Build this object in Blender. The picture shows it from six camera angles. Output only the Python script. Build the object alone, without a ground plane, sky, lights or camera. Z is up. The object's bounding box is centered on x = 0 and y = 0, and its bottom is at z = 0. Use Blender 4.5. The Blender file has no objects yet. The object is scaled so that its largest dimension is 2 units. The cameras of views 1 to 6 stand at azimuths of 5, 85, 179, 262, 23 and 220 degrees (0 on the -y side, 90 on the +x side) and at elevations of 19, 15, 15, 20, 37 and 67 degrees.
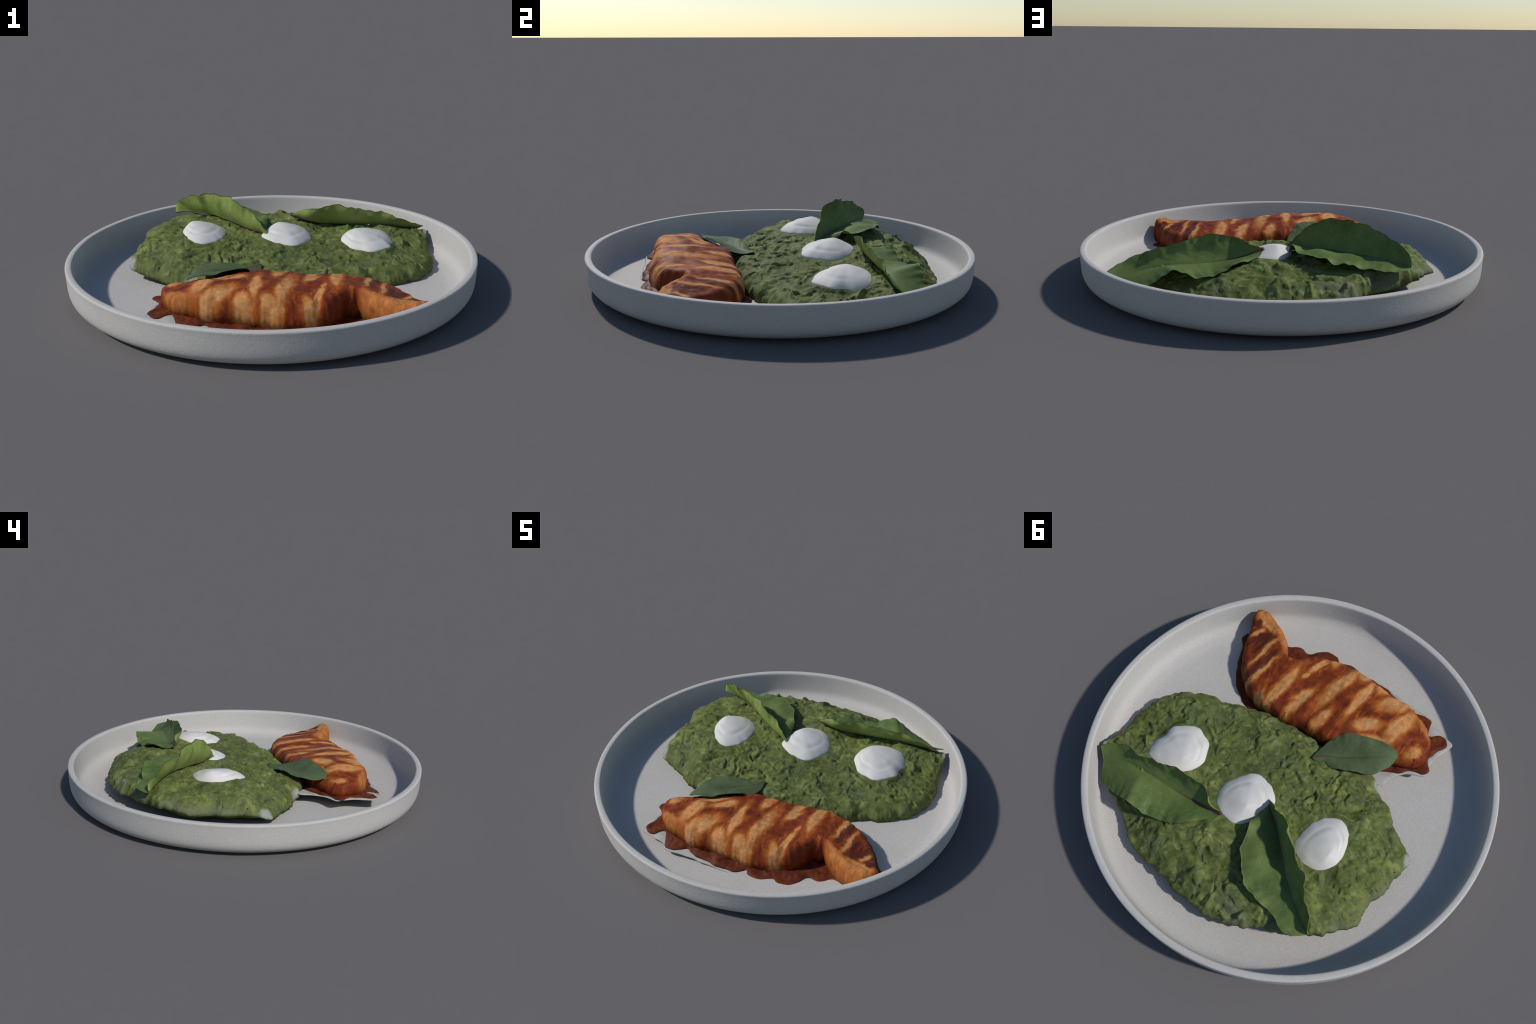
# A stoneware plate with creamed spinach, three cream dollops, chard leaves and a glazed chicken fillet.
import bpy, bmesh, math, random
import numpy as np
from mathutils import Vector, noise, geometry

random.seed(7)
RNG = np.random.default_rng(7)
FLOOR = 0.022          # inside floor of the plate


# ------------------------------------------------------------------ helpers
def smooth(t):
    t = np.clip(t, 0, 1)
    return t * t * (3 - 2 * t)


def catmull(points, spacing, closed=True):
    """Resample a control polyline of any dimension with Catmull-Rom."""
    P = np.array(points, float)
    n = len(P)
    out = []
    for i in range(n if closed else n - 1):
        if closed:
            a, b, c, d = P[i - 1], P[i], P[(i + 1) % n], P[(i + 2) % n]
        else:
            a, b, c, d = P[max(i - 1, 0)], P[i], P[i + 1], P[min(i + 2, n - 1)]
        m = max(2, int(np.linalg.norm((c - b)[:2]) / spacing))
        for k in range(m):
            t = k / m
            out.append(0.5 * (2 * b + (c - a) * t + (2 * a - 5 * b + 4 * c - d) * t * t + (3 * b - a - 3 * c + d) * t ** 3))
    if not closed:
        out.append(P[-1])
    return np.array(out)


class Heights:
    """Thin-plate spline through a few known heights."""
    def __init__(self, pts, soft=0.002):
        p = np.array(pts, float)
        self.xy = p[:, :2]
        n = len(p)
        A = np.zeros((n + 3, n + 3))
        A[:n, :n] = self.k(self.xy, self.xy) + np.eye(n) * soft
        A[:n, n] = A[n, :n] = 1
        A[:n, n + 1:] = self.xy
        A[n + 1:, :n] = self.xy.T
        self.w = np.linalg.solve(A, np.append(p[:, 2], [0, 0, 0]))

    @staticmethod
    def k(a, b):
        r2 = ((a[:, None] - b[None]) ** 2).sum(-1) + 1e-12
        return 0.5 * r2 * np.log(r2)

    def __call__(self, xy):
        n = len(self.xy)
        return self.k(xy, self.xy) @ self.w[:n] + self.w[n] + xy @ self.w[n + 1:]


def inside(poly, q):
    x, y = q[:, 0], q[:, 1]
    r = np.zeros(len(q), bool)
    for a, b in zip(poly, np.roll(poly, -1, 0)):
        c = (a[1] > y) != (b[1] > y)
        with np.errstate(divide="ignore", invalid="ignore"):
            r ^= c & (x < (b[0] - a[0]) * (y - a[1]) / (b[1] - a[1]) + a[0])
    return r


def nearest(poly, q):
    """Distance of every q to the closed polygon and index of the nearest vertex."""
    a, b = poly, np.roll(poly, -1, 0)
    ab = b - a
    L = (ab ** 2).sum(1)
    D = np.empty(len(q))
    I = np.empty(len(q), int)
    for s in range(0, len(q), 4000):
        p = q[s:s + 4000]
        t = np.clip(((p[:, None] - a[None]) * ab[None]).sum(-1) / L[None], 0, 1)
        d2 = ((p[:, None] - (a[None] + t[..., None] * ab[None])) ** 2).sum(-1)
        i = d2.argmin(1)
        D[s:s + 4000] = np.sqrt(d2[np.arange(len(p)), i])
        tt = t[np.arange(len(p)), i]
        I[s:s + 4000] = (i + (tt > 0.5)) % len(poly)
    return D, I


def mesh_object(name, verts, faces, mats, parent=None, mat_ids=None, flat=False):
    me = bpy.data.meshes.new(name)
    me.from_pydata([tuple(map(float, v)) for v in verts], [], [tuple(map(int, f)) for f in faces])
    me.validate()
    for m in mats:
        me.materials.append(m)
    if mat_ids is not None:
        me.polygons.foreach_set("material_index", np.array(mat_ids, np.int32))
    me.polygons.foreach_set("use_smooth", np.full(len(me.polygons), not flat))
    me.update()
    o = bpy.data.objects.new(name, me)
    bpy.context.scene.collection.objects.link(o)
    if parent:
        o.parent = parent
    return o


def thing(name, label, category):
    o = bpy.data.objects.new(name, None)
    o.empty_display_size = 0.1
    bpy.context.scene.collection.objects.link(o)
    tag(o, label, category)
    return o


def tag(o, label, category):
    o["label"] = label
    o["category"] = category


def noise_at(P, scale, octaves=3, seed=0.0, rough=0.5):
    f = noise.fractal
    off = Vector((seed * 17.3, seed * 7.1, seed * 3.7))
    return np.array([f(Vector(p) * scale + off, rough, 2.0, octaves) for p in P])


def mass(name, outline, height, spacing, mat, parent, profile=2.0, wiggle=(0.0, 10), bump=None,
         under=(0.012, 0.12, FLOOR + 0.001), rings=(0.003, 0.008, 0.015, 0.024, 0.035)):
    """A soft heap: a closed outline of (x, y, edge height, shoulder width), a height
    function over it, rounded shoulders and an undercut base that sinks to the floor."""
    C = catmull(outline, spacing)
    if wiggle[0]:
        c2 = C[:, :2]
        tan = np.roll(c2, -1, 0) - np.roll(c2, 1, 0)
        nor = np.stack([tan[:, 1], -tan[:, 0]], 1) / (np.linalg.norm(tan, axis=1)[:, None] + 1e-9)
        w = noise_at([(p[0], p[1], 3.3) for p in c2], wiggle[1], 3, seed=len(name))
        C[:, :2] += nor * (w * wiggle[0])[:, None]
    poly, edge, width = C[:, :2], C[:, 2], np.maximum(C[:, 3], 0.004)
    # interior points: hexagonal lattice, plus rings close to the border for the steep shoulder
    lo, hi = poly.min(0), poly.max(0)
    xs = np.arange(lo[0], hi[0], spacing)
    ys = np.arange(lo[1], hi[1], spacing * 0.866)
    g = np.array([(x + (j % 2) * spacing / 2, y) for j, y in enumerate(ys) for x in xs])
    g += RNG.normal(0, spacing * 0.06, g.shape)
    g = g[inside(poly, g)]
    last = rings[-1] if rings else 0.0
    d, _ = nearest(poly, g)
    parts = [g[d > last + spacing * 0.6]]
    tan = np.roll(poly, -1, 0) - np.roll(poly, 1, 0)
    nor = np.stack([-tan[:, 1], tan[:, 0]], 1) / (np.linalg.norm(tan, axis=1)[:, None] + 1e-9)
    area = 0.5 * np.sum(poly[:, 0] * np.roll(poly[:, 1], -1) - np.roll(poly[:, 0], -1) * poly[:, 1])
    if area < 0:
        nor = -nor
    for r in rings:
        q = poly + nor * r
        q = q[inside(poly, q)]
        dq, _ = nearest(poly, q)
        parts.append(q[dq > r * 0.93])
    inner = np.concatenate(parts)
    n = len(poly)
    pts = np.concatenate([poly, inner])
    res = geometry.delaunay_2d_cdt([Vector(p) for p in pts], [(i, (i + 1) % n) for i in range(n)], [], 1, 1e-6)
    v2 = np.array([(v[0], v[1]) for v in res[0]])
    tris = [tuple(f) for f in res[2]]
    d, idx = nearest(poly, v2)
    bord = d < 1e-5
    # soften the nearest-border lookups so that they do not show as creases
    E, W = edge[idx], width[idx]
    anchor = np.arange(0, n, max(1, n // 160))
    dd = ((v2[:, None] - poly[anchor][None]) ** 2).sum(-1) + 1e-5
    wt = dd ** -1.5
    Es = (wt * edge[anchor]).sum(1) / wt.sum(1)
    Ws = (wt * width[anchor]).sum(1) / wt.sum(1)
    k = smooth(d / 0.03)
    E, W = E * (1 - k) + Es * k, W * (1 - k) + Ws * k
    t = np.clip(d / W, 0, 1)
    gain = (1 - (1 - t) ** profile) ** (1 / profile)
    H = height(v2)
    z = E + np.maximum(H - E, 0.004) * gain
    top = np.column_stack([v2, z])
    # outward normals for relief that also pushes the steep sides
    f = np.array(tris)
    fn = np.cross(top[f[:, 1]] - top[f[:, 0]], top[f[:, 2]] - top[f[:, 0]])
    vn = np.zeros_like(top)
    for c in range(3):
        np.add.at(vn, f[:, c], fn)
    vn /= np.linalg.norm(vn, axis=1)[:, None] + 1e-12
    if bump is not None:
        b = bump(top, d) * smooth(d / 0.03)
        top = top + vn * b[:, None]
    thick, reach, down = under
    zb = E - thick * smooth(d / 0.02)
    s = smooth((d - 0.02) / reach)
    zb = zb * (1 - s) + np.minimum(down, zb) * s
    zb = np.minimum(zb, top[:, 2] - 0.002)
    bottom = np.column_stack([v2, zb])
    back = np.where(bord, np.arange(len(v2)), len(v2) + np.arange(len(v2)))
    faces = tris + [(back[c], back[b_], back[a]) for a, b_, c in tris]
    V = np.concatenate([top, bottom])
    used = np.zeros(len(V), bool)
    used[np.array(faces).ravel()] = True
    new = np.cumsum(used) - 1
    faces = [tuple(new[list(q)]) for q in faces]
    return mesh_object(name, V[used], faces, [mat], parent)


# ------------------------------------------------------------------ node helpers
class Mat:
    def __init__(self, name):
        self.m = bpy.data.materials.new(name)
        self.m.use_nodes = True
        self.t = self.m.node_tree
        self.bsdf = self.t.nodes["Principled BSDF"]
        self.out = self.t.nodes["Material Output"]
        self.co = self.node("ShaderNodeTexCoord").outputs["Object"]

    def node(self, kind, **kw):
        n = self.t.nodes.new(kind)
        for k, v in kw.items():
            setattr(n, k, v)
        return n

    def link(self, a, b):
        self.t.links.new(a, b)

    def mapped(self, loc=(0, 0, 0), rot=(0, 0, 0), scale=(1, 1, 1), src=None, kind="TEXTURE"):
        n = self.node("ShaderNodeMapping", vector_type=kind)
        n.inputs["Location"].default_value = loc
        n.inputs["Rotation"].default_value = rot
        n.inputs["Scale"].default_value = scale
        self.link(src or self.co, n.inputs["Vector"])
        return n.outputs[0]

    def noise(self, scale, detail=4, rough=0.55, dist=0.0, src=None):
        n = self.node("ShaderNodeTexNoise")
        for k, v in (("Scale", scale), ("Detail", detail), ("Roughness", rough), ("Distortion", dist)):
            n.inputs[k].default_value = v
        self.link(src or self.co, n.inputs["Vector"])
        return n.outputs["Fac"]

    def noise_vec(self, scale, detail=3):
        n = self.node("ShaderNodeTexNoise")
        n.inputs["Scale"].default_value = scale
        n.inputs["Detail"].default_value = detail
        self.link(self.co, n.inputs["Vector"])
        return n.outputs["Color"]

    def voronoi(self, scale, src=None, feature="F1"):
        n = self.node("ShaderNodeTexVoronoi", feature=feature)
        n.inputs["Scale"].default_value = scale
        self.link(src or self.co, n.inputs["Vector"])
        return n.outputs["Distance"]

    def ramp(self, fac, *stops):
        n = self.node("ShaderNodeValToRGB")
        e = n.color_ramp.elements
        while len(e) < len(stops):
            e.new(0.5)
        for el, (p, c) in zip(e, stops):
            el.position = p
            el.color = (*c, 1) if not isinstance(c, (int, float)) else (c, c, c, 1)
        self.link(fac, n.inputs["Fac"])
        return n.outputs["Color"]

    def range(self, v, a, b, c=0.0, d=1.0, smooth=True):
        n = self.node("ShaderNodeMapRange", interpolation_type="SMOOTHSTEP" if smooth else "LINEAR")
        for k, x in zip(("From Min", "From Max", "To Min", "To Max"), (a, b, c, d)):
            n.inputs[k].default_value = x
        self.link(v, n.inputs["Value"])
        return n.outputs["Result"]

    def math(self, op, a, b=None):
        n = self.node("ShaderNodeMath", operation=op)
        for i, x in enumerate((a, b)):
            if x is None:
                continue
            if isinstance(x, (int, float)):
                n.inputs[i].default_value = x
            else:
                self.link(x, n.inputs[i])
        return n.outputs[0]

    def vmath(self, op, a, b=None):
        n = self.node("ShaderNodeVectorMath", operation=op)
        for i, x in enumerate((a, b)):
            if x is None:
                continue
            if isinstance(x, tuple):
                n.inputs[i].default_value = x
            else:
                self.link(x, n.inputs[i])
        return n.outputs["Value"] if op in ("LENGTH", "DISTANCE") else n.outputs[0]

    def mix(self, fac, a, b, blend="MIX"):
        n = self.node("ShaderNodeMix", data_type="RGBA", blend_type=blend)
        for i, x in ((0, fac), (6, a), (7, b)):
            if isinstance(x, (int, float)):
                n.inputs[i].default_value = x
            elif isinstance(x, tuple):
                n.inputs[i].default_value = (*x, 1)
            else:
                self.link(x, n.inputs[i])
        return n.outputs[2]

    def warped(self, scale, amount, src=None):
        """Object coordinates stirred by noise."""
        v = self.noise_vec(scale)
        n = self.node("ShaderNodeVectorMath", operation="MULTIPLY_ADD")
        self.link(v, n.inputs[0])
        n.inputs[1].default_value = (amount,) * 3
        self.link(src or self.co, n.inputs[2])
        m = self.node("ShaderNodeVectorMath", operation="SUBTRACT")
        self.link(n.outputs[0], m.inputs[0])
        m.inputs[1].default_value = (amount / 2,) * 3
        return m.outputs[0]

    def spot(self, src, x, y, rx, ry, ang=0.0, soft=0.45):
        """1 inside an elliptical patch seen from above, 0 outside."""
        v = self.mapped((x, y, 0), (0, 0, ang), (rx, ry, 1e3), src)
        return self.range(self.vmath("LENGTH", v), 1 + soft, 1 - soft)

    def most(self, items):
        r = items[0]
        for i in items[1:]:
            r = self.math("MAXIMUM", r, i)
        return r

    def bump(self, h, strength, dist):
        n = self.node("ShaderNodeBump")
        n.inputs["Strength"].default_value = strength
        n.inputs["Distance"].default_value = dist
        self.link(h, n.inputs["Height"])
        self.link(n.outputs[0], self.bsdf.inputs["Normal"])

    def set(self, color=None, rough=None, spec=None, **kw):
        if isinstance(color, tuple):
            self.bsdf.inputs["Base Color"].default_value = (*color, 1)
        elif color is not None:
            self.link(color, self.bsdf.inputs["Base Color"])
        if isinstance(rough, (int, float)):
            self.bsdf.inputs["Roughness"].default_value = rough
        elif rough is not None:
            self.link(rough, self.bsdf.inputs["Roughness"])
        if spec is not None:
            self.bsdf.inputs["Specular IOR Level"].default_value = spec
        for k, v in kw.items():
            self.bsdf.inputs[k.replace("_", " ")].default_value = v
        return self.m


PLATE_COL = (0.485, 0.465, 0.44)


def stoneware():
    m = Mat("stoneware_glaze")
    fine = m.noise(160, 3, 0.6)
    c = m.ramp(fine, (0.3, (0.43, 0.41, 0.385)), (0.55, PLATE_COL), (0.75, (0.515, 0.495, 0.475)))
    broad = m.noise(5, 3)
    c = m.mix(m.range(broad, 0.4, 0.7, 0, 0.35), c, (0.44, 0.415, 0.38))
    speck = m.range(m.noise(420, 2), 0.66, 0.74)
    c = m.mix(m.math("MULTIPLY", speck, 0.25), c, (0.33, 0.30, 0.27))
    m.bump(m.noise(90, 4, 0.6), 0.25, 0.004)
    return m.set(c, 0.65, 0.2)


def spinach_mat(name="creamed_spinach_surface", tint=None):
    m = Mat(name)
    w = m.warped(9, 0.10)
    big = m.noise(12, 6, 0.62, src=w)
    c = m.ramp(big, (0.28, (0.056, 0.073, 0.019)), (0.45, (0.094, 0.116, 0.033)), (0.58, (0.126, 0.152, 0.044)), (0.75, (0.192, 0.220, 0.066)))
    # olive cream between the shreds
    cream = m.range(m.noise(7, 4, 0.6, src=m.mapped((3, 1, 0), kind="POINT")), 0.45, 0.7, 0, 0.6)
    c = m.mix(cream, c, (0.088, 0.112, 0.050))
    # shredded leaf flecks, pale and dark, stretched
    s = m.mapped((0, 0, 0), (0, 0, 0.5), (15, 38, 24), src=m.warped(6, 0.25), kind="POINT")
    fl = m.noise(1.0, 3, 0.6, src=s)
    c = m.mix(m.range(fl, 0.54, 0.72, 0, 0.6), c, (0.215, 0.240, 0.078))
    # single scraps of leaf, some yellow-green, some nearly black
    vn = m.node("ShaderNodeTexVoronoi", feature="F1")
    vn.inputs["Scale"].default_value = 1.0
    m.link(m.mapped((2, 5, 0), (0, 0, 0.6), (17, 27, 20), src=m.warped(11, 0.09), kind="POINT"), vn.inputs["Vector"])
    sep = m.node("ShaderNodeSeparateColor")
    m.link(vn.outputs["Color"], sep.inputs[0])
    core = m.range(vn.outputs["Distance"], 0.65, 0.15)
    c = m.mix(m.math("MULTIPLY", core, m.range(sep.outputs[0], 0.66, 0.9, 0, 0.7)), c, (0.245, 0.270, 0.078))
    c = m.mix(m.math("MULTIPLY", core, m.range(sep.outputs[1], 0.72, 0.9, 0, 0.45)), c, (0.040, 0.058, 0.014))
    c = m.mix(m.range(fl, 0.44, 0.30, 0, 0.6), c, (0.036, 0.054, 0.013))
    # grey-green patches
    film = m.range(m.noise(30, 4, 0.7, src=m.warped(12, 0.08)), 0.53, 0.70, 0, 0.6)
    c = m.mix(film, c, (0.135, 0.170, 0.110))
    speck = m.range(m.noise(170, 2), 0.70, 0.76, 0, 0.7)
    c = m.mix(speck, c, (0.018, 0.028, 0.012))
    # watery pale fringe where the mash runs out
    fr = m.warped(16, 0.06)
    pale = m.most([m.spot(fr, -0.714, -0.03, 0.036, 0.045, 0.4),
                   m.spot(fr, -0.375, -0.255, 0.04, 0.04), m.spot(fr, 0.80, 0.53, 0.03, 0.09, 0.2),
                   m.spot(fr, 0.742, 0.61, 0.07, 0.025, 0.5)])
    c = m.mix(m.math("MULTIPLY", pale, 0.85), c, (0.34, 0.355, 0.315))
    thin = m.most([m.spot(fr, -0.50, 0.66, 0.16, 0.07, -0.6), m.spot(fr, -0.30, 0.72, 0.16, 0.05, -0.3),
                   m.spot(fr, -0.72, 0.30, 0.05, 0.2), m.spot(fr, -0.68, 0.48, 0.07, 0.08)])
    c = m.mix(m.math("MULTIPLY", thin, 0.6), c, (0.150, 0.165, 0.095))
    # glaze that ran against the mash beside the chicken
    c = m.mix(m.math("MULTIPLY", m.spot(fr, -0.20, -0.255, 0.12, 0.035, -0.3), 0.7), c, (0.085, 0.045, 0.018))
    # thin pale strokes, small wet highlights painted into the base colour
    wet = m.noise(1.0, 2, 0.5, src=m.mapped((7, 2, 0), (0, 0, -0.4), (34, 90, 40), src=m.warped(9, 0.2), kind="POINT"))
    wet = m.math("MULTIPLY", m.range(wet, 0.64, 0.72, 0, 0.55), m.range(m.noise(6, 2), 0.45, 0.6))
    c = m.mix(wet, c, (0.26, 0.30, 0.20))
    if tint:
        c = m.mix(0.5, c, tint)
    m.bump(m.noise(60, 3, 0.55), 0.22, 0.006)
    return m.set(c, 0.66, 0.09)


def cream_mat():
    m = Mat("whipped_cream")
    c = m.ramp(m.noise(9, 3), (0.3, (0.595, 0.575, 0.54)), (0.7, (0.66, 0.64, 0.605)))
    return m.set(c, 0.6, 0.2)


def leaf_mat(name, dark, light, fleck):
    m = Mat(name)
    w = m.warped(8, 0.06)
    c = m.ramp(m.noise(9, 4, 0.55, src=w), (0.3, dark), (0.68, light))
    c = m.mix(m.range(m.noise(55, 3, src=w), 0.5, 0.75, 0, 0.35), c, fleck)
    vein = m.voronoi(22, src=w, feature="DISTANCE_TO_EDGE")
    c = m.mix(m.range(vein, 0.035, 0.0, 0, 0.28), c, fleck)
    m.bump(m.noise(70, 3), 0.2, 0.004)
    m.set(c, 0.6, 0.2)
    tr = m.node("ShaderNodeBsdfTranslucent")
    m.link(c, tr.inputs["Color"])
    mx = m.node("ShaderNodeMixShader")
    mx.inputs[0].default_value = 0.15
    m.link(m.bsdf.outputs[0], mx.inputs[1])
    m.link(tr.outputs[0], mx.inputs[2])
    m.link(mx.outputs[0], m.out.inputs["Surface"])
    return m.m


def rib_mat(base, end, red_len, tip_col):
    m = Mat("leaf_rib_red")
    d = m.vmath("DISTANCE", m.co, base)
    f = m.math("ADD", d, m.math("MULTIPLY", m.noise(30), 0.06))
    c = m.mix(m.range(f, red_len * 0.6, red_len * 1.3), (0.105, 0.030, 0.024), tip_col)
    return m.set(c, 0.5, 0.35)


# pale meat streaks between the bands of glaze: x1, y1, x2, y2, half width
STREAKS = [(0.680, -0.594, 0.560, -0.579, 0.022), (0.649, -0.474, 0.623, -0.537, 0.010),
           (0.543, -0.345, 0.525, -0.526, 0.010), (0.490, -0.240, 0.461, -0.428, 0.014),
           (0.335, -0.200, 0.322, -0.440, 0.022), (0.230, -0.336, 0.191, -0.402, 0.016),
           (0.220, -0.230, 0.194, -0.390, 0.018), (0.264, -0.493, 0.241, -0.620, 0.012),
           (0.276, -0.444, 0.265, -0.472, 0.008), (0.117, -0.393, 0.080, -0.650, 0.025),
           (0.064, -0.270, 0.051, -0.353, 0.019), (-0.033, -0.413, -0.029, -0.610, 0.019),
           (-0.103, -0.397, -0.172, -0.454, 0.022), (-0.150, -0.568, -0.221, -0.636, 0.034),
           (-0.253, -0.421, -0.283, -0.590, 0.030), (-0.396, -0.431, -0.409, -0.477, 0.018),
           (-0.166, -0.366, -0.262, -0.409, 0.020), (-0.245, -0.640, -0.225, -0.680, 0.022),
           (-0.080, -0.630, -0.065, -0.670, 0.028), (0.030, -0.640, 0.045, -0.690, 0.030),
           (0.205, -0.610, 0.225, -0.680, 0.024), (0.395, -0.250, 0.390, -0.190, 0.02)]
# dark pools of glaze on the curled end
POOLS = [(0.664, -0.558, 0.672, -0.548, 0.018), (0.620, -0.455, 0.575, -0.530, 0.020), (0.505, -0.300, 0.480, -0.470, 0.016), (0.575, -0.42, 0.560, -0.52, 0.012)]
# orange fibrous meat on the inner side of the curled end
FIBRE = [(0.46, -0.52, 0.54, -0.60, 0.020), (0.56, -0.605, 0.68, -0.645, 0.03), (-0.40, -0.58, -0.34, -0.62, 0.02)]


def streak_masks(m, src, items, grow=1.0, soft=0.4):
    out = []
    for x1, y1, x2, y2, w in items:
        L = math.hypot(x2 - x1, y2 - y1) / 2 + w
        out.append(m.spot(src, (x1 + x2) / 2, (y1 + y2) / 2, L * grow, w * 1.25 * grow, math.atan2(y2 - y1, x2 - x1), soft))
    return m.most(out)


def chicken_mat():
    m = Mat("glazed_chicken_skin")
    src = m.warped(13, 0.042, m.warped(45, 0.016))
    bare = streak_masks(m, src, STREAKS, 0.92, 0.28)
    wide = streak_masks(m, src, STREAKS, 1.28, 0.35)
    fib = streak_masks(m, src, FIBRE, 1.1, 0.4)
    n = m.noise(24, 5, 0.6)
    glaze = m.ramp(n, (0.3, (0.110, 0.021, 0.010)), (0.5, (0.185, 0.034, 0.011)), (0.72, (0.285, 0.062, 0.013)))
    amber = m.ramp(n, (0.3, (0.38, 0.098, 0.016)), (0.7, (0.50, 0.165, 0.028)))
    meat = m.ramp(m.noise(40, 5, 0.65, src=m.warped(20, 0.03)), (0.3, (0.45, 0.160, 0.038)), (0.5, (0.53, 0.245, 0.085)), (0.72, (0.58, 0.33, 0.170)))
    c = m.mix(m.math("MULTIPLY", wide, 0.8), glaze, amber)
    # thin runs where the glaze has drained off along the grain
    runs = m.noise(1.0, 4, 0.6, src=m.mapped((1, 0, 0), (0, 0, 0.10), (46, 7, 10), src=src, kind="POINT"))
    c = m.mix(m.range(runs, 0.56, 0.68, 0, 0.65), c, amber)
    c = m.mix(m.range(runs, 0.70, 0.78, 0, 0.7), c, (0.46, 0.225, 0.085))
    c = m.mix(m.math("MULTIPLY", bare, m.range(m.noise(17, 4), 0.30, 0.48, 0.45, 1.0)), c, meat)
    orange = m.ramp(m.noise(1, 4, 0.6, src=m.mapped(scale=(60, 60, 12), kind="POINT")), (0.3, (0.30, 0.085, 0.018)), (0.7, (0.48, 0.20, 0.055)))
    c = m.mix(m.math("MULTIPLY", fib, 0.85), c, orange)
    pool = streak_masks(m, src, POOLS, 1.0, 0.25)
    c = m.mix(m.math("MULTIPLY", pool, 0.9), c, (0.095, 0.021, 0.012))
    m.bump(m.noise(60, 4, 0.6), 0.15, 0.004)
    rough = m.range(bare, 0, 1, 0.56, 0.68)
    return m.set(c, rough, 0.09)


def sauce_mat():
    m = Mat("dark_glaze_sauce")
    c = m.ramp(m.noise(18, 4, 0.6), (0.3, (0.062, 0.014, 0.008)), (0.55, (0.120, 0.028, 0.012)), (0.75, (0.185, 0.052, 0.017)))
    m.bump(m.noise(30, 3), 0.15, 0.006)
    return m.set(c, 0.5, 0.1)


def film_mat():
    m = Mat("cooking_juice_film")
    c = m.ramp(m.noise(20, 4), (0.3, (0.36, 0.35, 0.325)), (0.7, (0.48, 0.47, 0.45)))
    return m.set(c, 0.65, 0.2)


# ------------------------------------------------------------------ plate
def build_plate():
    prof = [(0.0, 0.006), (0.60, 0.006), (0.80, 0.005), (0.845, 0.001), (0.872, 0.0), (0.893, 0.0008), (0.914, 0.0045),
            (0.937, 0.0115), (0.958, 0.0215), (0.974, 0.0335), (0.986, 0.049), (0.993, 0.070), (0.996, 0.100),
            (0.9975, 0.135), (0.999, 0.160), (1.0, 0.168), (0.9985, 0.1745), (0.992, 0.178), (0.981, 0.1785),
            (0.972, 0.177), (0.967, 0.172), (0.965, 0.160), (0.962, 0.130), (0.957, 0.095), (0.952, 0.070),
            (0.944, 0.053), (0.930, 0.040), (0.910, 0.030), (0.880, 0.025), (0.84, FLOOR), (0.6, FLOOR), (0.3, FLOOR), (0.0, FLOOR)]
    P = catmull([(r, z) for r, z in prof], 0.012, closed=False)
    P[:, 0] = np.clip(P[:, 0], 0, 1.0)
    P[:, 1] = np.clip(P[:, 1], 0, 1)
    P[-1, 0] = P[0, 0] = 0
    N = 256
    V, F = [], []
    for i, (r, z) in enumerate(P[1:-1]):
        for k in range(N):
            a = 2 * math.pi * k / N
            w = noise.noise(Vector((math.cos(a) * 3.5, math.sin(a) * 3.5, 1.3)))
            top = max(0.0, (z - 0.13) / 0.05)
            rr = r * (1 + 0.0012 * w * min(1, z / 0.05))
            V.append((min(rr, 1.0) * math.cos(a), min(rr, 1.0) * math.sin(a), z + 0.0016 * w * top))
    R = len(P) - 2
    for i in range(R - 1):
        for k in range(N):
            F.append((i * N + k, (i + 1) * N + k, (i + 1) * N + (k + 1) % N, i * N + (k + 1) % N))
    b, t = len(V), len(V) + 1
    V += [(0, 0, P[0, 1]), (0, 0, P[-1, 1])]
    for k in range(N):
        F.append((b, k, (k + 1) % N))
        F.append((t, (R - 1) * N + (k + 1) % N, (R - 1) * N + k))
    F = [tuple(reversed(f)) for f in F]
    o = mesh_object("stoneware_plate", V, F, [stoneware()])
    tag(o, "round pale grey stoneware plate with upright rim", "plate")
    return o


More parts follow.
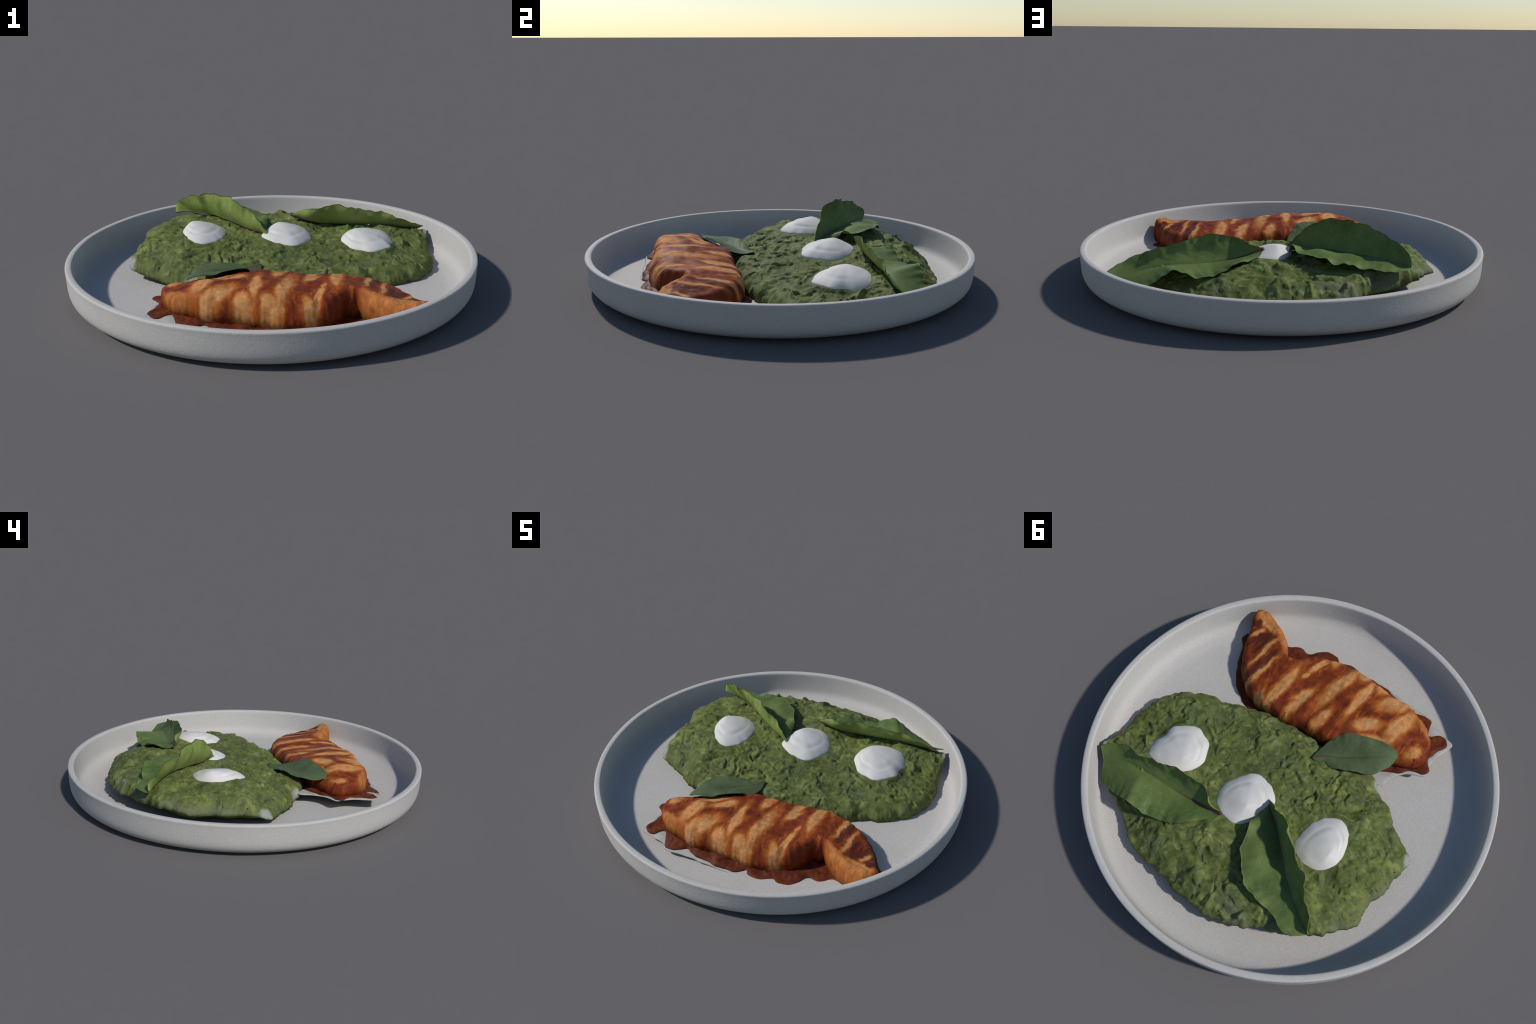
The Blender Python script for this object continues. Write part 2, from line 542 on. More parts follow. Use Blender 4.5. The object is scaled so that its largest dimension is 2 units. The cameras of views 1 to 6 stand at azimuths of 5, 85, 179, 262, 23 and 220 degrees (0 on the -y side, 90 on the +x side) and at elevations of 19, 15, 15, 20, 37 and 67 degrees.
# ------------------------------------------------------------------ spinach
SPINACH_EDGE = [  # x, y, edge height, shoulder width
    (0.065, -0.240, 0.050, 0.07), (0.20, -0.226, 0.040, 0.08), (0.345, -0.205, 0.030, 0.09), (0.42, -0.168, 0.028, 0.10),
    (0.51, -0.132, 0.028, 0.10), (0.61, -0.100, 0.028, 0.08), (0.68, -0.070, 0.030, 0.07), (0.75, -0.005, 0.030, 0.08),
    (0.80, 0.090, 0.032, 0.085), (0.825, 0.19, 0.038, 0.085), (0.82, 0.30, 0.048, 0.085), (0.808, 0.39, 0.080, 0.06),
    (0.800, 0.470, 0.128, 0.03), (0.745, 0.508, 0.085, 0.04), (0.706, 0.550, 0.065, 0.05), (0.685, 0.592, 0.060, 0.06), (0.61, 0.622, 0.060, 0.09),
    (0.50, 0.665, 0.060, 0.11), (0.37, 0.735, 0.075, 0.12), (0.25, 0.762, 0.070, 0.12), (0.12, 0.772, 0.078, 0.12),
    (-0.03, 0.778, 0.084, 0.12), (-0.17, 0.760, 0.090, 0.12), (-0.268, 0.728, 0.090, 0.10), (-0.344, 0.682, 0.095, 0.10),
    (-0.415, 0.647, 0.108, 0.12), (-0.49, 0.605, 0.112, 0.08), (-0.563, 0.556, 0.120, 0.045), (-0.61, 0.508, 0.125, 0.06),
    (-0.668, 0.446, 0.128, 0.12), (-0.700, 0.390, 0.122, 0.12), (-0.700, 0.325, 0.110, 0.12), (-0.688, 0.264, 0.106, 0.10),
    (-0.702, 0.16, 0.108, 0.09), (-0.708, 0.053, 0.104, 0.08), (-0.712, -0.020, 0.085, 0.12), (-0.650, -0.075, 0.064, 0.10),
    (-0.560, -0.118, 0.050, 0.08), (-0.470, -0.190, 0.047, 0.08), (-0.405, -0.210, 0.045, 0.08), (-0.354, -0.245, 0.050, 0.07),
    (-0.290, -0.280, 0.075, 0.06), (-0.18, -0.290, 0.085, 0.06), (-0.04, -0.238, 0.070, 0.06)]
SPINACH_TOP = [
    (-0.436, -0.048, 0.155), (0.264, 0.225, 0.146), (0.24, -0.05, 0.137), (0.534, 0.022, 0.120), (0.263, 0.607, 0.160),
    (-0.03, 0.19, 0.178), (-0.42, 0.1, 0.203), (-0.45, 0.25, 0.203), (-0.25, 0.27, 0.180), (-0.35, 0.2, 0.196),
    (-0.04, 0.148, 0.178), (0.05, 0.1, 0.160), (0.19, 0.33, 0.158), (0.36, 0.22, 0.144), (0.62, 0.34, 0.122), (0.5, 0.1, 0.128),
    (0.6, 0.18, 0.127), (-0.6, 0.25, 0.188), (-0.6, 0.05, 0.156), (-0.54, -0.02, 0.147), (-0.1, 0.4, 0.178), (0, 0.56, 0.183),
    (-0.2, 0.62, 0.169), (-0.4, 0.56, 0.175), (0.1, 0.68, 0.157), (0.4, 0.54, 0.142), (0.55, 0.54, 0.115),
    (0.68, 0.06, 0.108), (0.71, 0.18, 0.104), (0.4, -0.08, 0.114), (0.5, -0.06, 0.108), (0.05, -0.05, 0.142), (-0.1, -0.1, 0.144), (-0.2, 0, 0.162),
    (-0.25, -0.14, 0.130), (0, 0.35, 0.174), (-0.13, 0.27, 0.182), (-0.5, 0.38, 0.184), (-0.35, -0.12, 0.132),
    (0.1, -0.17, 0.126), (-0.25, -0.21, 0.142), (-0.31, -0.22, 0.132), (-0.14, -0.20, 0.136), (0.72, 0.30, 0.097), (0.161, 0.404, 0.194), (0.229, 0.414, 0.180), (0.313, 0.426, 0.172), (0.421, 0.437, 0.168),
    (0.532, 0.445, 0.164), (0.60, 0.435, 0.164), (0.67, 0.450, 0.150), (0.69, 0.55, 0.092), (0.75, 0.46, 0.134), (-0.136, 0.268, 0.191), (-0.211, 0.331, 0.200), (-0.33, 0.43, 0.212),
    (-0.42, 0.485, 0.216), (-0.49, 0.525, 0.212), (-0.54, 0.535, 0.20), (-0.45, 0.42, 0.198)]
KNOBS = [(-0.436, -0.055, 0.018, 0.026), (-0.62, 0.09, 0.016, 0.04), (0.534, 0.022, 0.014, 0.03), (0.235, -0.05, 0.014, 0.026),
         (-0.285, -0.02, 0.014, 0.03), (0.41, -0.09, 0.010, 0.03), (0.04, -0.13, 0.010, 0.03), (0.67, 0.31, 0.018, 0.03),
         (-0.33, 0.62, 0.014, 0.045), (-0.22, 0.66, 0.012, 0.04), (0.27, 0.605, 0.014, 0.03), (-0.55, 0.0, 0.010, 0.04)]


def chopped(P, scale, seed, hard=0.5):
    """Rounded scraps packed side by side, each of its own height."""
    out = np.empty(len(P))
    for i, p in enumerate(P):
        d, pts = noise.voronoi(Vector(p) * scale + Vector((seed, seed * 1.7, 0)))
        h = noise.cell(pts[0] * 7.31)
        out[i] = (0.45 + 0.55 * h) * max(0.0, 1 - (d[0] / 0.75) ** 2) ** hard - 0.12 * max(0, 0.15 - (d[1] - d[0])) / 0.15
    return out - 0.45


def scrap_list():
    """Scraps of wilted leaf under the cream: x, y, half length, half width, direction, height."""
    rnd = random.Random(31)
    out = [(-0.36, 0.655, 0.046, 0.024, 2.0, 0.012), (-0.255, 0.695, 0.044, 0.022, 0.9, 0.011), (-0.19, 0.60, 0.040, 0.020, 2.3, 0.010), (-0.10, 0.66, 0.042, 0.019, 2.2, 0.009),
           (0.05, 0.71, 0.040, 0.018, 0.2, 0.009), (-0.27, -0.02, 0.045, 0.022, 1.9, 0.014), (0.24, -0.05, 0.042, 0.020, 0.2, 0.012), (-0.60, 0.02, 0.040, 0.020, 1.2, 0.010),
           (-0.66, 0.16, 0.036, 0.018, 1.5, 0.010), (0.33, -0.10, 0.036, 0.016, 0.1, 0.010), (0.60, 0.03, 0.04, 0.018, 1.2, 0.011)]
    while len(out) < 260:
        x, y = rnd.uniform(-0.72, 0.82), rnd.uniform(-0.27, 0.78)
        if noise.noise(Vector((x * 4, y * 4, 8.0))) < rnd.uniform(-0.5, 0.3):
            continue
        r = rnd.uniform(0.016, 0.044)
        out.append((x, y, r, r * rnd.uniform(0.38, 0.62), rnd.uniform(0, 3.14), r * rnd.uniform(0.18, 0.32)))
    return out


def spinach_bump(P, d):
    """Chopped leaf: stirred scraps of three sizes, broad swells and small pits."""
    Q = P.copy()
    Q[:, 0] += noise_at(P, 6, 3, 1) * 0.06 + noise_at(P, 18, 2, 8) * 0.016
    Q[:, 1] += noise_at(P, 6, 3, 2) * 0.06 + noise_at(P, 18, 2, 9) * 0.016
    big = noise_at(Q, 8, 2, 3)
    S = Q @ np.array([[0.8, -0.6, 0], [0.6, 0.8, 0], [0, 0, 1]]) * np.array([0.7, 1.25, 1.0])
    calm = np.clip(0.8 + 1.0 * noise_at(P, 3.2, 1, 6), 0.3, 1.4)
    out = 0.011 * big + (0.011 * chopped(S, 9.5, 3.0, 0.9) + 0.0045 * chopped(Q, 19, 9.0, 1.0) + 0.0045 * noise_at(S, 26, 2, 12) + 0.0010 * noise_at(Q, 60, 2, 5)) * calm
    pit = noise_at(P, 38, 1, 10)
    out -= 0.006 * smooth((pit - 0.42) / 0.2)
    for x, y, a, b, ang, h in scrap_list():
        near = np.where((np.abs(Q[:, 0] - x) < 2 * a) & (np.abs(Q[:, 1] - y) < 2 * a))[0]
        u, v = Q[near, 0] - x, Q[near, 1] - y
        e = ((u * math.cos(ang) + v * math.sin(ang)) / a) ** 2 + ((v * math.cos(ang) - u * math.sin(ang)) / b) ** 2
        out[near] += h * np.clip(1 - e, 0, 1) ** 1.1 - 0.10 * h * np.exp(-((np.sqrt(e) - 1.25) / 0.25) ** 2)
    for x, y, h, r in KNOBS:
        out += h * np.exp(-((P[:, 0] - x) ** 2 + (P[:, 1] - y) ** 2) / r ** 2)
    # pressed flat where the dollops and leaf ribs sit
    for foot, peak, _ in DOLLOPS:
        poly = np.array(foot)
        dist, _i = nearest(poly, P[:, :2])
        dist[inside(poly, P[:, :2])] = 0
        out *= 0.3 + 0.7 * smooth(dist / 0.03)
    return out


def build_spinach():
    root = thing("creamed_spinach", "lumpy dark green creamed spinach with three white dollops", "vegetable side dish")
    H = Heights(SPINACH_TOP)
    body = mass("spinach_mash", SPINACH_EDGE, H, 0.0058, spinach_mat(), root, profile=2.0, wiggle=(0.012, 16), bump=spinach_bump,
                under=(0.006, 0.16, FLOOR + 0.0015))
    return root


def build_dollop(root, mat, outline, base, peak, swirl, seed, name="cream_dollop"):
    """A spooned dollop: irregular foot, domed side, one spiral lip and a small peak."""
    O = catmull(outline, 0.010)
    wob = []
    for k in range(len(O)):
        w = noise.noise(Vector((O[k, 0] * 24, O[k, 1] * 24, seed)))
        wob.append(-0.015 + 0.045 * w)
    px, py, pz = peak
    N, R = len(O), 30
    V = [(px, py, pz)]
    for i in range(1, R + 1):
        t = i / R                       # 0 at the peak, 1 at the foot
        for k in range(N):
            a = math.atan2(O[k, 1] - py, O[k, 0] - px)
            tt = t * (1 + wob[k] * t ** 5)
            x, y = px + (O[k, 0] - px) * tt, py + (O[k, 1] - py) * tt
            zb = base(x, y)
            dome = (1 - t ** 2.0) ** 0.92
            z = zb + (pz - zb) * (0.82 * dome + 0.18 * max(0, 1 - t * 1.6) ** 1.3)
            # spiral lip left by the spoon
            ph = (a - swirl) % (2 * math.pi) / (2 * math.pi)
            tl = 0.60 + 0.20 * ph
            arc = math.sin(math.pi * ph * 1.6) if ph < 0.62 else 0.0
            lip = math.exp(-((t - tl) / 0.06) ** 2) * arc
            z += -0.0034 * lip + 0.0026 * math.exp(-((t - tl + 0.13) / 0.10) ** 2) * arc
            q = Vector((x * 14, y * 14, seed))
            z += 0.007 * noise.noise(q) * math.sin(math.pi * min(1, t * 1.2)) * t
            bulge = 1 + 0.015 * math.sin(math.pi * t)
            V.append((px + (x - px) * bulge, py + (y - py) * bulge, z))
    for k in range(N):                  # foot sunk into the mash
        x, y = px + (O[k, 0] - px) * 0.96, py + (O[k, 1] - py) * 0.96
        V.append((x, y, base(O[k, 0], O[k, 1]) - 0.03))
    F = [(0, 1 + k, 1 + (k + 1) % N) for k in range(N)]
    for i in range(R):
        for k in range(N):
            a, b = 1 + i * N + k, 1 + i * N + (k + 1) % N
            F.append((a, a + N, b + N, b))
    c = len(V)
    V.append((px, py, base(px, py) - 0.03))
    F += [(c, 1 + R * N + (k + 1) % N, 1 + R * N + k) for k in range(N)]
    area = sum(O[k, 0] * O[(k + 1) % N, 1] - O[(k + 1) % N, 0] * O[k, 1] for k in range(N))
    if area < 0:
        F = [tuple(reversed(f)) for f in F]
    return mesh_object(name, V, F, [mat], root)


DOLLOPS = [
    # foot outline, peak, where the spiral starts
    ([(-0.252, 0.275), (-0.243, 0.225), (-0.248, 0.165), (-0.268, 0.105), (-0.302, 0.060), (-0.355, 0.045), (-0.415, 0.075), (-0.450, 0.130),
      (-0.468, 0.195), (-0.462, 0.250), (-0.430, 0.300), (-0.384, 0.322), (-0.315, 0.325)], (-0.418, 0.231, 0.247), 2.9),
    ([(0.186, 0.320), (0.202, 0.275), (0.190, 0.205), (0.155, 0.150), (0.120, 0.112), (0.060, 0.106), (-0.010, 0.128), (-0.058, 0.180),
      (-0.052, 0.240), (-0.035, 0.306), (0.010, 0.370), (0.070, 0.383), (0.140, 0.362)], (0.028, 0.284, 0.226), 2.7),
    ([(0.605, 0.355), (0.628, 0.305), (0.613, 0.235), (0.606, 0.176), (0.556, 0.117), (0.505, 0.095), (0.455, 0.108), (0.402, 0.132),
      (0.372, 0.179), (0.352, 0.235), (0.375, 0.310), (0.430, 0.360), (0.510, 0.378), (0.565, 0.374)], (0.432, 0.284, 0.192), 2.6)]


# ------------------------------------------------------------------ chard leaves
def build_leaf(name, upper, mid, lower, mats, rib, label, ruffle=0.006, seed=0.0, belly=(0.0, 0.0), fringe=0.004, thick=0.0045, ns=96, nt=22):
    """A leaf spanned from its two margins over its mid rib. The points are measured in space."""
    def even(c, n):
        p = catmull(c, 0.004, closed=False)
        s = np.append(0, np.cumsum(np.linalg.norm(np.diff(p, axis=0), axis=1)))
        q = np.linspace(0, s[-1], n)
        return np.column_stack([np.interp(q, s, p[:, i]) for i in range(3)])
    U, M, L = even(upper, ns), even(mid, ns), even(lower, ns)
    grid = np.zeros((ns, 2 * nt + 1, 3))
    for i in range(ns):
        s = i / (ns - 1)
        for j in range(2 * nt + 1):
            t = (j - nt) / nt
            e = U[i] if t > 0 else L[i]
            a = abs(t)
            p = M[i] + (e - M[i]) * a
            grid[i, j] = p
    du = np.gradient(grid, axis=0)
    dv = np.gradient(grid, axis=1)
    N = np.cross(du, dv)
    N /= np.linalg.norm(N, axis=2)[..., None] + 1e-9
    if N[ns // 2, nt // 2, 2] < 0:
        N = -N
    P = grid.copy()
    for i in range(ns):
        s = i / (ns - 1)
        env = math.sin(math.pi * min(1, max(0, s))) ** 0.6
        for j in range(2 * nt + 1):
            t = (j - nt) / nt
            a = abs(t)
            w = noise.noise(Vector((s * 7.5, t * 1.2 + 5, seed)))
            w2 = noise.noise(Vector((s * 24, t * 1.5, seed + 4)))
            vein = math.exp(-(((s * 7.0 + 0.5 * noise.noise(Vector((s * 4, seed, 2))) - a * 1.5 + (0.5 if t > 0 else 0)) % 1.0 - 0.5) / 0.10) ** 2)
            h = ruffle * (1.3 * w * a ** 1.5 + 0.62 * w2 * a ** 2.5) * env - belly[0 if t > 0 else 1] * a * (1 - a) * 4 * env * (1 - 0.75 * s) - 0.0014 * vein * a * (1 - a) * 3 * env
            h -= 0.003 * math.exp(-(a / 0.07) ** 2) * env
            P[i, j] += N[i, j] * h
            if a > 0.85:                # uneven, faintly toothed margin
                e = U[i] if t > 0 else L[i]
                v = e - M[i]
                v /= np.linalg.norm(v) + 1e-9
                P[i, j] += v * fringe * (noise.noise(Vector((s * 11, 9 * np.sign(t), seed))) + 0.5 * noise.noise(Vector((s * 27, 9 * np.sign(t), seed + 2)))) * (a - 0.85) / 0.15 * env
    W = 2 * nt + 1
    ed = np.ones((ns, W))
    ed[:, 0] = ed[:, -1] = 0.25
    ed[0] = ed[-1] = 0.25
    top = P + N * (thick / 2 * ed)[..., None]
    bot = P - N * (thick / 2 * ed)[..., None]
    V = np.concatenate([top.reshape(-1, 3), bot.reshape(-1, 3)])
    n = ns * W
    F, ids = [], []
    flip = np.dot(np.cross(du[ns // 2, nt // 2], dv[ns // 2, nt // 2]), N[ns // 2, nt // 2]) > 0
    for i in range(ns - 1):
        for j in range(W - 1):
            q = (i * W + j, (i + 1) * W + j, (i + 1) * W + j + 1, i * W + j + 1)
            q = q if flip else q[::-1]
            F += [q, tuple(x + n for x in q[::-1])]
            ids += [0, 1]
    ring = [(0, j) for j in range(W)] + [(i, W - 1) for i in range(1, ns)] + [(ns - 1, j) for j in range(W - 2, -1, -1)] + [(i, 0) for i in range(ns - 2, 0, -1)]
    idx = [i * W + j for i, j in ring]
    for a, b in zip(idx, idx[1:] + idx[:1]):
        q = (a, b, b + n, a + n)
        F.append(q if not flip else q[::-1])
        ids.append(0)
    o = mesh_object(name, V, F, mats, None, ids)
    tag(o, label, "salad leaf")
    # mid rib: a tapering half-sunk cord along the fold, and its side veins below
    rr, rmat = rib
    V, F, K = [], [], 10
    step = list(range(0, ns - 4))
    for i in step:
        s = i / (ns - 1)
        r = rr * (1 - 0.85 * s) + 0.0006
        c, nn, tt = P[i, nt] + N[i, nt] * r * 0.2, N[i, nt], du[i, nt] / (np.linalg.norm(du[i, nt]) + 1e-9)
        bb = np.cross(tt, nn)
        for k in range(K):
            a = 2 * math.pi * k / K
            V.append(c + nn * math.sin(a) * r * 0.8 + bb * math.cos(a) * r)
    for q in range(len(step) - 1):
        for k in range(K):
            F.append((q * K + k, q * K + (k + 1) % K, (q + 1) * K + (k + 1) % K, (q + 1) * K + k))
    F += [tuple(range(K))[::-1], tuple((len(step) - 1) * K + k for k in range(K))]
    mesh_object("mid_rib", V, F, [rmat], o)
    return o


LEAF_A = dict(
    upper=[(-0.020, 0.180, 0.186), (-0.039, 0.196, 0.218), (-0.080, 0.214, 0.262), (-0.135, 0.235, 0.312), (-0.193, 0.257, 0.342), (-0.235, 0.290, 0.358), (-0.269, 0.323, 0.360),
           (-0.320, 0.352, 0.356), (-0.364, 0.382, 0.351), (-0.419, 0.412, 0.340), (-0.467, 0.463, 0.320), (-0.525, 0.515, 0.288), (-0.552, 0.550, 0.264), (-0.566, 0.566, 0.234), (-0.571, 0.564, 0.205)],
    mid=[(-0.020, 0.182, 0.182), (-0.055, 0.217, 0.190), (-0.136, 0.266, 0.200), (-0.211, 0.329, 0.212), (-0.266, 0.375, 0.217), (-0.330, 0.430, 0.223),
         (-0.42, 0.485, 0.222), (-0.50, 0.53, 0.214), (-0.569, 0.561, 0.200)],
    lower=[(-0.020, 0.184, 0.182), (-0.020, 0.200, 0.186), (-0.032, 0.254, 0.194), (-0.036, 0.310, 0.212), (-0.042, 0.356, 0.225), (-0.069, 0.405, 0.222), (-0.088, 0.458, 0.238), (-0.137, 0.515, 0.233),
           (-0.211, 0.575, 0.226), (-0.273, 0.588, 0.213), (-0.338, 0.588, 0.203), (-0.395, 0.603, 0.193), (-0.485, 0.620, 0.186), (-0.539, 0.592, 0.188), (-0.569, 0.562, 0.194)])
LEAF_B = dict(
    upper=[(0.086, 0.390, 0.240), (0.104, 0.391, 0.242), (0.149, 0.397, 0.258), (0.205, 0.366, 0.280), (0.263, 0.359, 0.288), (0.318, 0.357, 0.292), (0.378, 0.363, 0.287), (0.471, 0.396, 0.265),
           (0.587, 0.420, 0.238), (0.676, 0.417, 0.208), (0.715, 0.424, 0.188), (0.770, 0.452, 0.160), (0.800, 0.482, 0.144)],
    mid=[(0.086, 0.392, 0.236), (0.108, 0.398, 0.225), (0.161, 0.404, 0.204), (0.229, 0.413, 0.188), (0.313, 0.425, 0.180), (0.421, 0.435, 0.173), (0.532, 0.448, 0.166),
         (0.671, 0.472, 0.142), (0.750, 0.524, 0.104)],
    lower=[(0.086, 0.394, 0.234), (0.106, 0.423, 0.210), (0.144, 0.463, 0.200), (0.188, 0.515, 0.202), (0.225, 0.555, 0.190), (0.288, 0.577, 0.162), (0.389, 0.608, 0.160), (0.449, 0.620, 0.178),
           (0.487, 0.617, 0.192), (0.525, 0.618, 0.165), (0.570, 0.617, 0.132), (0.630, 0.612, 0.102), (0.675, 0.604, 0.082), (0.708, 0.595, 0.070)])
LEAF_C = dict(
    upper=[(-0.034, -0.133, 0.142), (-0.033, -0.185, 0.134), (-0.044, -0.245, 0.142), (-0.064, -0.289, 0.166), (-0.106, -0.333, 0.192), (-0.173, -0.362, 0.193), (-0.223, -0.390, 0.187),
           (-0.308, -0.407, 0.179), (-0.345, -0.403, 0.167), (-0.358, -0.386, 0.155)],
    mid=[(-0.034, -0.130, 0.140), (-0.075, -0.175, 0.143), (-0.143, -0.223, 0.143), (-0.20, -0.268, 0.152), (-0.26, -0.313, 0.168), (-0.31, -0.350, 0.170), (-0.358, -0.384, 0.156)],
    lower=[(-0.036, -0.128, 0.140), (-0.070, -0.133, 0.136), (-0.100, -0.146, 0.134), (-0.151, -0.150, 0.148), (-0.203, -0.172, 0.162), (-0.254, -0.200, 0.164), (-0.310, -0.231, 0.160), (-0.348, -0.308, 0.153),
           (-0.357, -0.350, 0.151), (-0.358, -0.382, 0.159)])


# ------------------------------------------------------------------ chicken
def tilt(x, y=-0.5):
    """The food leans: its base stands clear of the plate on the -x side and sags at the front."""
    return max(FLOOR + 0.002, 0.0565 - 0.073 * x - 0.3 * max(0.0, -0.64 - y))


CHICKEN_EDGE = [(x, y, None, w) for x, y, w in [
    (0.728, -0.606, 0.03), (0.690, -0.640, 0.03), (0.636, -0.645, 0.04), (0.580, -0.626, 0.045), (0.520, -0.594, 0.05), (0.470, -0.560, 0.045), (0.436, -0.520, 0.035),
    (0.410, -0.496, 0.03), (0.372, -0.520, 0.035), (0.335, -0.580, 0.05), (0.275, -0.632, 0.06), (0.210, -0.660, 0.08), (0.110, -0.675, 0.08), (0.015, -0.672, 0.08),
    (-0.090, -0.660, 0.065), (-0.209, -0.664, 0.06), (-0.318, -0.640, 0.045), (-0.395, -0.602, 0.035), (-0.440, -0.552, 0.03), (-0.462, -0.500, 0.03), (-0.462, -0.450, 0.035),
    (-0.425, -0.405, 0.05), (-0.340, -0.362, 0.06), (-0.230, -0.322, 0.06), (-0.120, -0.278, 0.05), (-0.040, -0.248, 0.05), (0.040, -0.235, 0.05), (0.130, -0.235, 0.05), (0.205, -0.214, 0.05),
    (0.290, -0.206, 0.06), (0.368, -0.203, 0.06), (0.436, -0.214, 0.06), (0.498, -0.244, 0.06), (0.552, -0.280, 0.055), (0.600, -0.322, 0.045), (0.635, -0.382, 0.04),
    (0.672, -0.452, 0.04), (0.708, -0.535, 0.035)]]
CHICKEN_TOP = [(-0.44, -0.50, 0.166), (-0.40, -0.58, 0.170), (-0.30, -0.60, 0.182), (-0.03, -0.563, 0.191), (-0.25, -0.45, 0.190), (-0.38, -0.44, 0.164), (-0.31, -0.43, 0.160),
               (0.109, -0.409, 0.169), (0.204, -0.593, 0.158), (0.20, -0.50, 0.166), (0.39, -0.465, 0.164), (0.46, -0.510, 0.160), (0.57, -0.33, 0.118), (0.45, -0.26, 0.133), (0.34, -0.25, 0.138),
               (0.21, -0.265, 0.142), (0.10, -0.295, 0.156), (-0.02, -0.31, 0.172), (-0.12, -0.355, 0.178), (0.64, -0.44, 0.120), (0.685, -0.53, 0.130),
               (0.715, -0.607, 0.153), (0.59, -0.56, 0.142), (0.55, -0.44, 0.140), (0.30, -0.35, 0.160), (0.30, -0.56, 0.152), (-0.15, -0.57, 0.189), (0.10, -0.60, 0.173), (-0.22, -0.41, 0.167), (0.10, -0.33, 0.166), (0.2, -0.65, 0.125),
               (0.66, -0.60, 0.147), (0.45, -0.38, 0.150)]


def chicken_bump(P, d):
    a = noise_at(P, 7, 2, 11) * 0.007
    S = P * np.array([1.6, 0.7, 1.0])
    b = noise_at(S, 18, 2, 12) * 0.0030
    c = noise_at(P * np.array([1.0, 1.0, 0.35]), 55, 3, 13) * 0.0007
    g = noise_at(P * np.array([1.0, 0.3, 0.3]), 16, 2, 14) * 0.010 * smooth(1 - d / 0.07)
    return a + b + c + g


SAUCE_EDGE = [(0.368, -0.642), (0.348, -0.681), (0.307, -0.708), (0.257, -0.711), (0.227, -0.693), (0.167, -0.717), (0.104, -0.711), (0.089, -0.688), (0.072, -0.698), (0.028, -0.719), (-0.055, -0.718), (-0.107, -0.710),
              (-0.181, -0.706), (-0.220, -0.687), (-0.237, -0.675), (-0.287, -0.700), (-0.334, -0.706), (-0.360, -0.695), (-0.375, -0.650), (-0.388, -0.626), (-0.402, -0.625), (-0.431, -0.660), (-0.477, -0.655), (-0.498, -0.618), (-0.475, -0.560),
              (-0.464, -0.514), (-0.478, -0.487), (-0.506, -0.458), (-0.492, -0.424), (-0.432, -0.402), (-0.405, -0.366), (-0.352, -0.330), (-0.290, -0.300), (-0.18, -0.272), (-0.06, -0.242),
              (0.04, -0.232), (0.150, -0.262), (0.257, -0.218), (0.338, -0.190), (0.436, -0.180), (0.495, -0.205), (0.560, -0.240), (0.62, -0.305), (0.690, -0.435), (0.724, -0.470), (0.732, -0.52),
              (0.730, -0.595), (0.685, -0.632), (0.62, -0.636), (0.560, -0.618), (0.505, -0.599), (0.444, -0.632), (0.397, -0.627)]
FILM_EDGE = [(0.415, -0.694), (0.345, -0.686), (0.335, -0.640), (0.20, -0.62), (0.0, -0.62), (-0.2, -0.60), (-0.33, -0.50), (-0.30, -0.36), (-0.27, -0.27), (-0.325, -0.240), (-0.372, -0.258), (-0.385, -0.320), (-0.420, -0.372), (-0.456, -0.395),
             (-0.505, -0.425), (-0.494, -0.478), (-0.492, -0.535), (-0.516, -0.644), (-0.447, -0.668), (-0.371, -0.682), (-0.355, -0.708), (-0.312, -0.714), (-0.209, -0.712), (-0.139, -0.720),
             (-0.054, -0.724), (0.025, -0.728), (0.124, -0.727), (0.179, -0.720), (0.254, -0.720)]


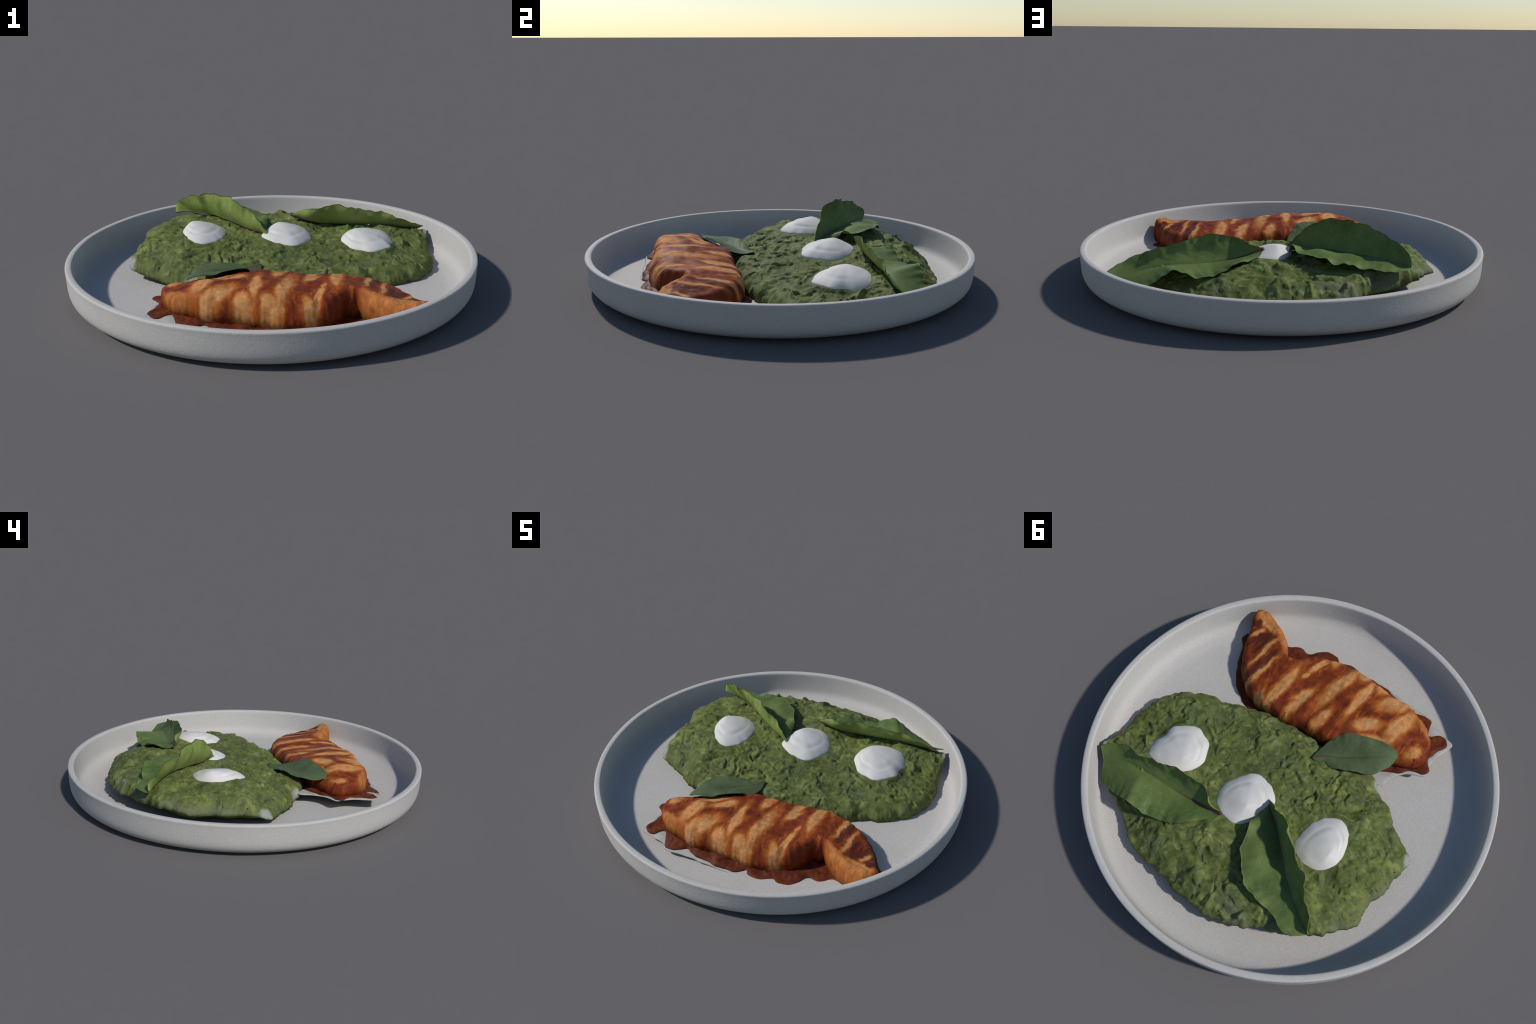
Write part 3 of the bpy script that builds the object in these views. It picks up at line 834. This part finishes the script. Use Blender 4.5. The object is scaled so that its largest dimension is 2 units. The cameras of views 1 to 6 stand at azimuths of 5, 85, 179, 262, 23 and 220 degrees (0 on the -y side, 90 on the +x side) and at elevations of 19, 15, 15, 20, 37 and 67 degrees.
def build_chicken():
    root = thing("glazed_chicken", "curled chicken fillet striped with dark red-brown glaze", "cooked chicken")
    edge = [(x, y, tilt(x, y) + 0.002, w) for x, y, _, w in CHICKEN_EDGE]
    H = Heights(CHICKEN_TOP)
    mass("chicken_fillet", edge, H, 0.0055, chicken_mat(), root, profile=2.6, wiggle=(0.006, 14), bump=chicken_bump, under=(0.004, 0.10, FLOOR + 0.003))
    sx = lambda q: np.array([tilt(x, y) for x, y in q])
    # sauce film lies on the juice film; each sinks only a little
    sauce = [(x, y, tilt(x, y) - 0.004, 0.03) for x, y in SAUCE_EDGE]
    mass("glaze_sauce", sauce, lambda q: sx(q) + 0.004, 0.008, sauce_mat(), root, profile=2.0, wiggle=(0.006, 9),
         bump=lambda P, d: noise_at(P, 22, 3, 21) * 0.006, under=(0.004, 10.0, 0), rings=(0.003, 0.008, 0.016))
    film = [(x, y, tilt(x, y) - 0.009, 0.02) for x, y in FILM_EDGE]
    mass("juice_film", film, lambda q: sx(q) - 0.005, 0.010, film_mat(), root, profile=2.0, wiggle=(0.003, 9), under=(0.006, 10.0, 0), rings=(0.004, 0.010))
    return root


def main():
    build_plate()
    root = build_spinach()
    H = Heights(SPINACH_TOP)
    base = lambda x, y: float(H(np.array([[x, y]]))[0])
    cm = cream_mat()
    for i, (o, p, s) in enumerate(DOLLOPS):
        build_dollop(root, cm, o, base, p, s, i * 5.7)
    up = leaf_mat("chard_leaf_upper_side", (0.078, 0.128, 0.034), (0.155, 0.215, 0.062), (0.205, 0.260, 0.100))
    dn = leaf_mat("chard_leaf_underside", (0.15, 0.205, 0.045), (0.28, 0.345, 0.095), (0.33, 0.39, 0.14))
    build_leaf("chard_leaf", **LEAF_A, mats=[up, dn], rib=(0.0065, rib_mat((-0.02, 0.18, 0.185), None, 0.35, (0.05, 0.06, 0.02))), label="tall folded green chard leaf with dark rib", seed=1.0, ruffle=0.024, fringe=0.015, belly=(0.024, -0.010))
    build_leaf("chard_leaf", **LEAF_B, mats=[up, dn], rib=(0.0075, rib_mat((0.086, 0.392, 0.238), None, 0.28, (0.10, 0.14, 0.035))), label="long green chard leaf with red rib", seed=2.0, ruffle=0.017, fringe=0.010, belly=(0.020, -0.006))
    up2 = leaf_mat("small_leaf_upper_side", (0.068, 0.100, 0.044), (0.104, 0.140, 0.062), (0.145, 0.175, 0.095))
    dn2 = leaf_mat("small_leaf_underside", (0.05, 0.07, 0.03), (0.08, 0.10, 0.045), (0.11, 0.13, 0.07))
    build_leaf("chard_leaf", **LEAF_C, mats=[up2, dn2], rib=(0.0035, rib_mat((-0.034, -0.13, 0.147), None, 0.15, (0.06, 0.09, 0.04))), label="small dark green leaf resting on chicken", seed=3.0, ruffle=0.005, fringe=0.004, belly=(0.0, -0.004))
    build_chicken()


main()
